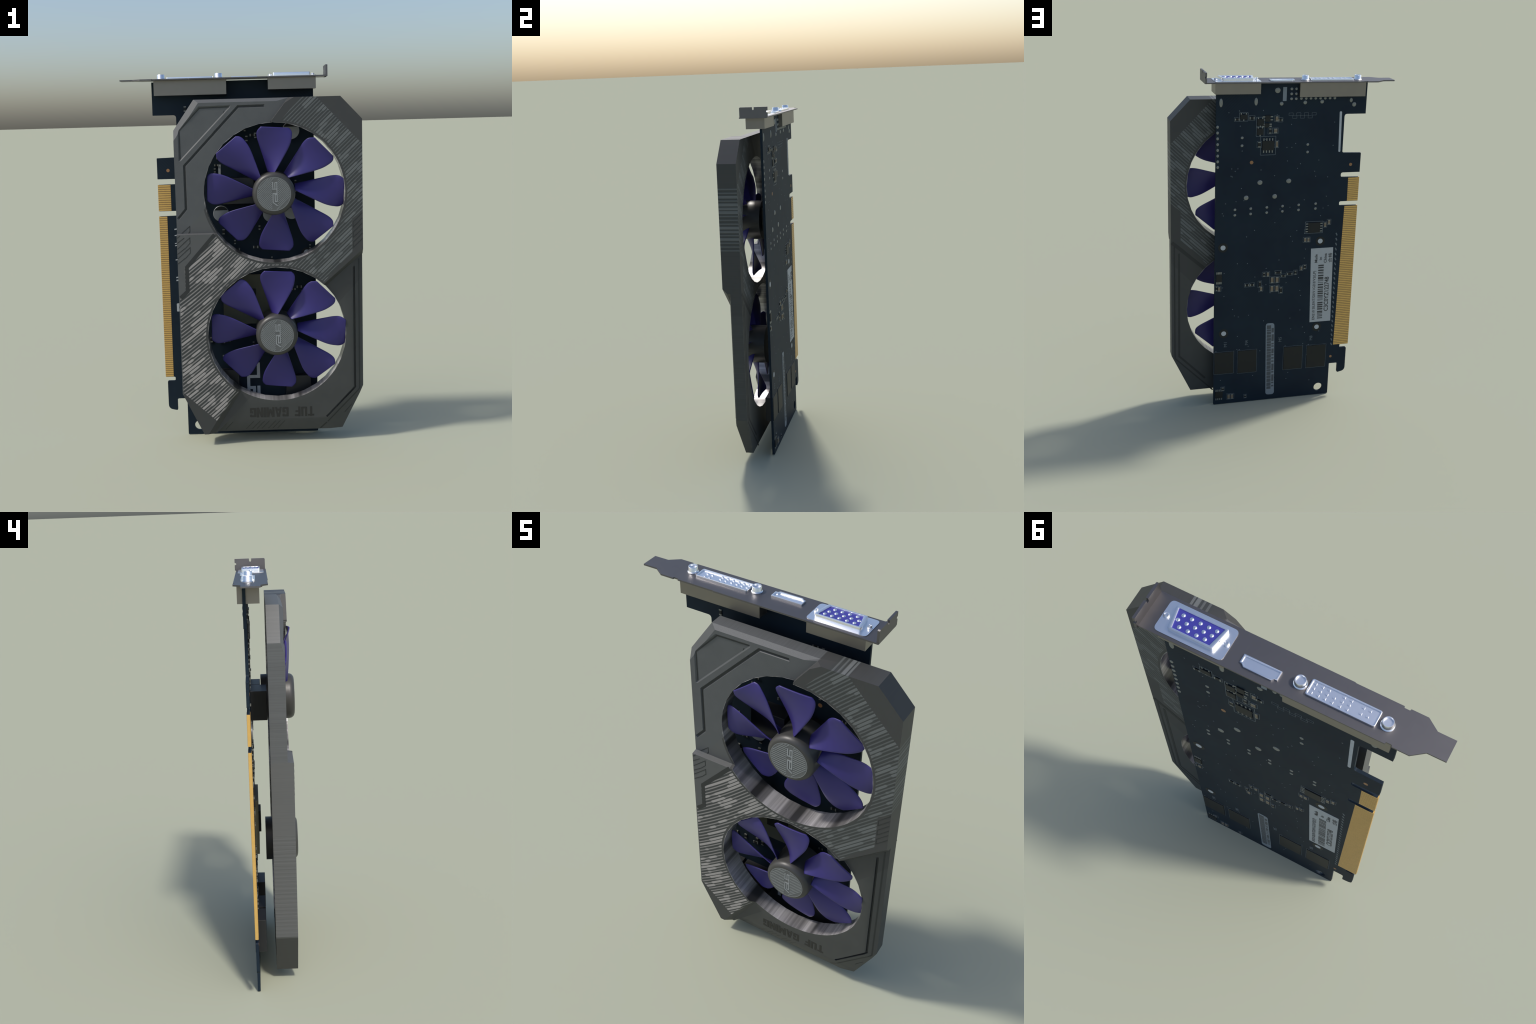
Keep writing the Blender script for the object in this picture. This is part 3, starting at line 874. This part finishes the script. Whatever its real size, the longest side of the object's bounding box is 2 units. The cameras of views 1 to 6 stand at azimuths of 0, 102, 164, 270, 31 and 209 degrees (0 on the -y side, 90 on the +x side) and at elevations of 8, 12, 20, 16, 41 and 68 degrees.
# memory packages (rear: very flat)
for x0, x1, z0, z1 in ((0.268, 0.382, 0.205, 0.346), (0.127, 0.240, 0.199, 0.346), (-0.160, -0.044, 0.194, 0.345), (-0.309, -0.190, 0.193, 0.341)):
    chip(x0, x1, z0, z1, YB - 0.001, YB + 0.0035, M_CHIP, "memory_chip")
    silk.extend(outline_box(x0 - 0.003, x1 + 0.003, z0 - 0.003, z1 + 0.003, 0.0014))
    silk.append(stroke((x1 - 0.012, z1 + 0.008), (x1 - 0.004, z1 + 0.008), 0.004))
on_back("silkscreen_line", [prism_mesh("s", s, YB - 0.0005, YB + 0.0005 + 0.00001 * (i % 7)) for i, s in enumerate(silk)], M_SILK_DIM, "stuff")
for word, x, z in (("M1", 0.318, 0.395), ("M4", 0.190, 0.397), ("M5", -0.018, 0.400), ("M8", -0.212, 0.392)):
    me = text_mesh("silkscreen_text", word, 0.030, 0.018, 0.002)
    place_text(me, (x, YB, z), (0, 0, 1), (1, 0, 0))
    new_obj("silkscreen_text", me, M_SILK_DIM, board)
new_obj("silkscreen_block", prism_mesh("silkscreen_block", [(-0.001, 1.838), (0.020, 1.838), (0.020, 1.914), (-0.001, 1.914)], YB - 0.0005, YB + 0.0005), M_LABEL, board)
# stitched row of pads beside the contacts
row = []
for i in range(24):
    z = 1.06 - 0.031 * i
    row.append(strip_polys([(-0.337 - 0.00035 * i + 0.004, z), (-0.337 - 0.00035 * i - 0.003, z - 0.016)], 0.007))
on_back("pad", [prism_mesh("s", s, YB - 0.0005, YB + 0.0006) for s in row], M_SILK_DIM, "stuff")
for x, z, r in ((-0.395, 1.470, 0.009), (0.186, 1.50, 0.010), (-0.345, 0.255, 0.008)):
    new_obj("copper_spot", lathe_y("copper_spot", [(r, YB - 0.001), (r, YB + 0.0005), (0.002, YB + 0.0005)], x, z, 20), M_COPPER, board)
    new_obj("copper_spot", lathe_y("copper_spot", [(r, YF + 0.001), (r, YF - 0.0005), (0.002, YF - 0.0005)], x, z, 20), M_COPPER, board)

# paper sticker with bar code (rear)
stick = [(-0.184, 0.971), (-0.320, 0.972), (-0.329, 0.498), (-0.198, 0.498)]
sticker = new_obj("sticker", prism_mesh("sticker", stick, YB - 0.0005, YB + 0.0010), M_STICKER, board)
LEAN = Vector((0.0115, 0.473)).normalized()            # reading direction of the sticker, in x-z
RD = (LEAN.x, 0, LEAN.y); UPD = (LEAN.y, 0, -LEAN.x)   # letter tops point to +x
def on_sticker(u, v):
    """u along the reading direction 0..1 from the bottom, v across 0..1 from +x edge to -x edge"""
    a = Vector(stick[3]).lerp(Vector(stick[2]), v); b = Vector(stick[0]).lerp(Vector(stick[1]), v)
    return a.lerp(b, u)
def sticker_text(body, u0, u1, v, h, bold=0.0):
    p = on_sticker((u0 + u1) / 2, v)
    me = text_mesh("lettering", body, (u1 - u0) * 0.473, h, 0.0006, bold + 0.012)
    place_text(me, (p.x, YB + 0.0012, p.y), RD, UPD)
    new_obj("lettering", me, M_INK, board)
sticker_text("EN210 SILENT/DI/V1GD3/V2(LP)", 0.03, 0.70, 0.19, 0.021)
sticker_text("C3C0YZ122748", 0.14, 0.61, 0.76, 0.028, 0.01)
sticker_text("Made", 0.81, 0.92, 0.24, 0.017, 0.01)
sticker_text("in", 0.84, 0.88, 0.45, 0.014, 0.01)
sticker_text("China", 0.80, 0.925, 0.66, 0.018, 0.01)
sticker_text("\u5408\u683c", 0.80, 0.93, 0.88, 0.024)
bars = []
u = 0.05
while u < 0.77:
    wd = random.choice((0.004, 0.007, 0.011))
    a, b = on_sticker(u, 0.35), on_sticker(u, 0.60)
    bars.append(stroke(tuple(a), tuple(b), wd * 0.85))
    u += (wd + random.choice((0.0025, 0.003, 0.006))) / 0.473
on_o = new_obj("bar_code", join_meshes("bar_code", [prism_mesh("b", s, YB, YB + 0.0014) for s in bars]), M_INK, board)
on_o["kind"] = "stuff"

# long rounded label (rear)
lab = rounded([(0.074, 0.514), (0.021, 0.511), (0.008, 0.030), (0.062, 0.033)], 0.018, 5)
label = new_obj("label_strip", prism_mesh("label_strip", lab, YB - 0.0005, YB + 0.0008), M_LABEL, board)
bars = []
z = 0.070
while z < 0.490:
    t = (z - 0.03) / 0.483
    xl = 0.062 + 0.012 * t - 0.006
    wd = random.choice((0.012, 0.018, 0.024))
    bars.append([(xl - 0.026, z), (xl, z), (xl, min(z + wd, 0.5)), (xl - 0.026, min(z + wd, 0.5))])
    z += wd + 0.003
z = 0.085
while z < 0.470:
    t = (z - 0.03) / 0.483
    xl = 0.008 + 0.013 * t + 0.004
    wd = random.choice((0.010, 0.030, 0.045))
    bars.append([(xl, z), (xl + 0.014, z), (xl + 0.014, z + wd), (xl, z + wd)])
    z += wd + random.choice((0.006, 0.012))
o = new_obj("bar_code", join_meshes("bar_code", [prism_mesh("b", s, YB, YB + 0.0011) for s in bars]), M_INK_PALE, board)
o["kind"] = "stuff"

# ---- front side parts
chip(-0.105, 0.062, 1.287, 1.426, 0.0, YF + 0.001, M_BLACK, "power_coil", 0.002)
chip(0.066, 0.215, 1.287, 1.426, 0.030, YF + 0.001, M_BLACK, "power_coil", 0.002)
for x0, x1, z0, z1 in ((-0.330, -0.198, 0.206, 0.372), (-0.184, -0.047, 0.206, 0.372), (0.212, 0.348, 0.190, 0.331)):
    chip(x0, x1, z0, z1, 0.039, YF + 0.001, M_BLACK, "memory_chip", 0.0015)
chip(-0.120, 0.152, 0.624, 0.896, 0.0585, YF + 0.001, M_OLIVE, "processor_package", 0.001)
chip(-0.052, 0.058, 0.715, 0.820, 0.0475, 0.0590, M_CHIP, "processor_die", 0.001)
chip(-0.225, -0.140, 0.90, 1.00, 0.0705, YF + 0.001, M_BLACK, "chip")
def can(x, z, r):
    c = new_obj("capacitor_can", lathe_y("capacitor_can", [(r, YF + 0.001), (r, YF - 0.0045), (r - 0.002, YF - 0.006), (0.01, YF - 0.006)], x, z, 36), M_CAN, board)
    smooth_by_angle(c.data, 30)
    n = 16
    seg = [(x + (r - 0.003) * math.cos(a), z + (r - 0.003) * math.sin(a)) for a in [math.radians(28 + 124 * i / n) for i in range(n + 1)]]
    new_obj("polarity_mark", prism_mesh("polarity_mark", seg, YF - 0.0066, YF - 0.0055), M_CHIP, board)
for x, z, r in ((-0.118, 1.231, 0.043), (0.150, 1.222, 0.043), (0.265, 1.665, 0.046), (0.262, 1.235, 0.043), (0.300, 0.690, 0.038)):
    can(x, z, r)
new_obj("silkscreen_bar", prism_mesh("silkscreen_bar", [(-0.126, 1.439), (-0.114, 1.439), (-0.113, 1.494), (-0.126, 1.494)], YF - 0.0008, YF + 0.001), M_SILK, board)
fr, fe = [], []
for i in range(120):
    x, z = random.uniform(-0.30, 0.36), random.uniform(0.42, 1.80)
    if (-0.15 < x < 0.18 and 0.58 < z < 0.94) or (-0.13 < x < 0.24 and 1.26 < z < 1.45):
        continue
    w, h = random.choice(((0.016, 0.009), (0.009, 0.016), (0.022, 0.012), (0.012, 0.022)))
    fr.append(box_mesh("b", x - w / 2, x + w / 2, YF - 0.004, YF + 0.0005, z - h / 2, z + h / 2))
    for s in (-1, 1):
        if w > h:
            fe.append(box_mesh("e", x + s * w / 2 - 0.003, x + s * w / 2 + 0.003, YF - 0.0045, YF + 0.0005, z - h / 2 - 0.0003, z + h / 2 + 0.0003))
        else:
            fe.append(box_mesh("e", x - w / 2 - 0.0003, x + w / 2 + 0.0003, YF - 0.0045, YF + 0.0005, z + s * h / 2 - 0.003, z + s * h / 2 + 0.003))
on_back("resistor", fr, M_CHIP, "stuff"); on_back("solder_end", fe, M_SOLDER, "stuff")
# big silkscreen letters beside the memory, reading downwards (front)
sw = 0.017
asus = [[(0.0605, 0.400), (0.0605, 0.330)], [(0.004, 0.400), (0.004, 0.330)], [(0.004, 0.321), (0.0690, 0.321)], [(0.005, 0.326), (0.005, 0.262)], [(-0.003, 0.258), (0.044, 0.258)],
        [(0.0605, 0.268), (0.0605, 0.205)], [(0.036, 0.258), (0.036, 0.205)], [(0.005, 0.255), (0.005, 0.205)]]
on_back("silkscreen_letter", [prism_mesh("l", stroke(p, q, sw), YF - 0.0006 - 0.00003 * i, YF + 0.001) for i, (p, q) in enumerate(asus)], M_SILK)
# white marks along the left margin (front)
mk = []
for z, w in ((1.152, 0.016), (1.118, 0.012), (1.075, 0.012), (1.063, 0.012), (0.985, 0.014), (0.888, 0.016), (0.872, 0.018)):
    mk.append(strip_polys([(-0.373, z), (-0.350, z + 0.004)], w * 0.4))
mk.append(rounded([(-0.376, 0.700), (-0.345, 0.700), (-0.345, 0.712), (-0.364, 0.716), (-0.364, 0.728), (-0.345, 0.735), (-0.345, 0.748), (-0.376, 0.744)], 0.003, 3))
on_back("silkscreen_mark", [prism_mesh("m", s, YF - 0.0006, YF + 0.001) for s in mk], M_SILK)

# ================================================================== BRACKET AND SOCKETS
ZB0, ZB1 = 1.9405, 1.9470
plate = [(-0.6225, 0.014), (-0.557, 0.014), (-0.514, -0.0165), (-0.454, -0.0165), (-0.452, -0.0105), (-0.433, -0.0105), (-0.431, -0.0165),
         (-0.264, -0.0165), (-0.259, -0.0185), (0.456, -0.0185), (0.456, 0.1300), (-0.431, 0.1270), (-0.433, 0.1205), (-0.452, 0.1205), (-0.454, 0.1270), (-0.514, 0.1270), (-0.557, 0.094), (-0.6225, 0.0935)]
bracket = new_obj("mounting_bracket", zprism_mesh("mounting_bracket", plate, ZB0, ZB1), M_BRACKET, root)
# upright tab with a top slot and a side notch, drawn in the y-z plane
tab = [(-0.0155, 1.9405), (0.1300, 1.9405), (0.1375, 1.9440), (0.1375, 1.9690), (0.1310, 1.9710), (0.1290, 1.9750), (0.1310, 1.9790), (0.1375, 1.9810), (0.1375, 2.0), (0.0645, 2.0), (0.0640, 1.9880), (0.0610, 1.9845),
       (0.0570, 1.9845), (0.0540, 1.9880), (0.0535, 2.0), (-0.0105, 2.0), (-0.0155, 1.9960)]
n = len(tab)
v = [(0.4475, y, z) for y, z in tab] + [(0.4572, y, z) for y, z in tab]
f = [list(range(n)), list(range(2 * n - 1, n - 1, -1))] + [[i, (i + 1) % n, n + (i + 1) % n, n + i] for i in range(n)]
new_obj("bracket_tab", mesh_from("bracket_tab", v, f), M_BRACKET, bracket)

video = bpy.data.objects.new("video_socket", None); COL.objects.link(video); video.parent = root
new_obj("socket_case", box_mesh("socket_case", 0.148, 0.3975, 0.003, 0.107, 1.8806, 1.9400), M_CASE, video)
flange = rounded([(0.147, -0.006), (0.400, -0.006), (0.400, 0.118), (0.147, 0.118)], 0.018, 5)
new_obj("socket_flange", zprism_mesh("socket_flange", flange, 1.9465, 1.9495), M_CHROME, video)
so = [(0.174, 0.012), (0.370, 0.012), (0.355, 0.101), (0.189, 0.101)]
si = [(0.1865, 0.020), (0.3565, 0.020), (0.341, 0.093), (0.203, 0.093)]
so_r, si_r = rounded(so, 0.008, 4), rounded(si, 0.002, 4)
def rim(name, outer, inner, z0, z1, zf):
    """shell with a recessed floor, as one closed solid"""
    k = len(outer)
    v = [(x, y, z0) for x, y in outer] + [(x, y, z1) for x, y in outer] + [(x, y, z1) for x, y in inner] + [(x, y, zf) for x, y in inner]
    f = []
    for a in range(3):
        f += [[a * k + i, a * k + (i + 1) % k, (a + 1) * k + (i + 1) % k, (a + 1) * k + i] for i in range(k)]
    f.append(list(range(k))); f.append(list(range(4 * k - 1, 3 * k - 1, -1)))
    me = mesh_from(name, v, f)
    bm = bmesh.new(); bm.from_mesh(me)
    ed = [e for e in bm.edges if all(abs(w.co.z - z1) < 1e-6 for w in e.verts) and e.calc_face_angle(0) > 0.5]
    bmesh.ops.bevel(bm, geom=ed, offset=0.0012, segments=2, profile=0.5, affect='EDGES')
    bm.to_mesh(me); bm.free()
    smooth_by_angle(me, 40)
    return me
new_obj("socket_shell", rim("socket_shell", so_r, si_r, 1.9490, 1.9665, 1.9575), M_CHROME, video)
new_obj("socket_insert", zprism_mesh("socket_insert", [(x, y) for x, y in si_r], 1.955, 1.9630), M_BLUE, video)
for k, (y, xs) in enumerate(((0.036, (0.331, 0.300, 0.268, 0.237, 0.207)), (0.058, (0.339, 0.307, 0.276, 0.244, 0.214)), (0.080, (0.322, 0.290, 0.258, 0.227)))):
    for x in xs:
        prof = [(0.0075, 1.9620)] + [(0.0075 * math.cos(a), 1.9630 + 0.0035 * math.sin(a)) for a in (0.3, 0.7, 1.1, 1.4)]
        o = new_obj("socket_pin", lathe_z("socket_pin", prof, x, y, 14), M_CHROME, video)
        smooth_by_angle(o.data, 60)
for x in (0.3855, 0.1625):
    o = new_obj("socket_post", lathe_z("socket_post", [(0.011, 1.9490), (0.011, 1.9520), (0.0085, 1.9535), (0.0085, 1.9590), (0.0075, 1.9605), (0.0055, 1.9605), (0.005, 1.9575), (0.001, 1.9570)], x, 0.056, 20), M_CHROME, video)
    smooth_by_angle(o.data, 40)

small_sock = bpy.data.objects.new("digital_socket", None); COL.objects.link(small_sock); small_sock.parent = root
ho = [(0.0935, 0.0605), (0.0935, 0.094), (0.0855, 0.095), (0.0750, 0.1045), (-0.0250, 0.1045), (-0.0320, 0.096), (-0.0425, 0.096), (-0.0425, 0.0605)]
cxm, cym = 0.0255, 0.081
hi = shrink(ho, 0.0055)
new_obj("socket_shell", rim("socket_shell", ho, hi, 1.9465, 1.9545, 1.9490), M_CHROME, small_sock)

dig = bpy.data.objects.new("digital_socket", None); COL.objects.link(dig); dig.parent = root
new_obj("socket_case", box_mesh("socket_case", -0.4477, -0.0696, 0.0196, 0.1130, 1.8624, 1.9400), M_CASE, dig)
do = rounded([(-0.381, 0.036), (-0.139, 0.036), (-0.139, 0.096), (-0.381, 0.096)], 0.007, 4)
di = rounded([(-0.3755, 0.0415), (-0.1445, 0.0415), (-0.1445, 0.0905), (-0.3755, 0.0905)], 0.004, 4)
new_obj("socket_shell", rim("socket_shell", do, di, 1.9465, 1.9565, 1.9515), M_CHROME, dig)
pins = [(x, y) for x in (-0.154, -0.178, -0.2010, -0.2535, -0.2785) for y in (0.048, 0.0645, 0.081)] + [(-0.2265, 0.0645), (-0.2265, 0.081)] + \
       [(x, y) for x in (-0.3225, -0.3455) for y in (0.052, 0.074)]
for x, y in pins:
    new_obj("socket_pin", zprism_mesh("socket_pin", [(x - 0.0042, y - 0.0036), (x + 0.0042, y - 0.0036), (x + 0.0042, y + 0.0036), (x - 0.0042, y + 0.0036)], 1.9505, 1.9555), M_CHROME, dig)
for x in (-0.1100, -0.4125):
    o = new_obj("jack_screw", lathe_z("jack_screw", [(0.0235, 1.9465), (0.0235, 1.9500), (0.0205, 1.9525), (0.0195, 1.9540), (0.0195, 1.9705), (0.0180, 1.9725), (0.0160, 1.9725), (0.0150, 1.9700), (0.0150, 1.9640), (0.002, 1.9640)], x, 0.0670, 40), M_CHROME, dig)
    smooth_by_angle(o.data, 40)
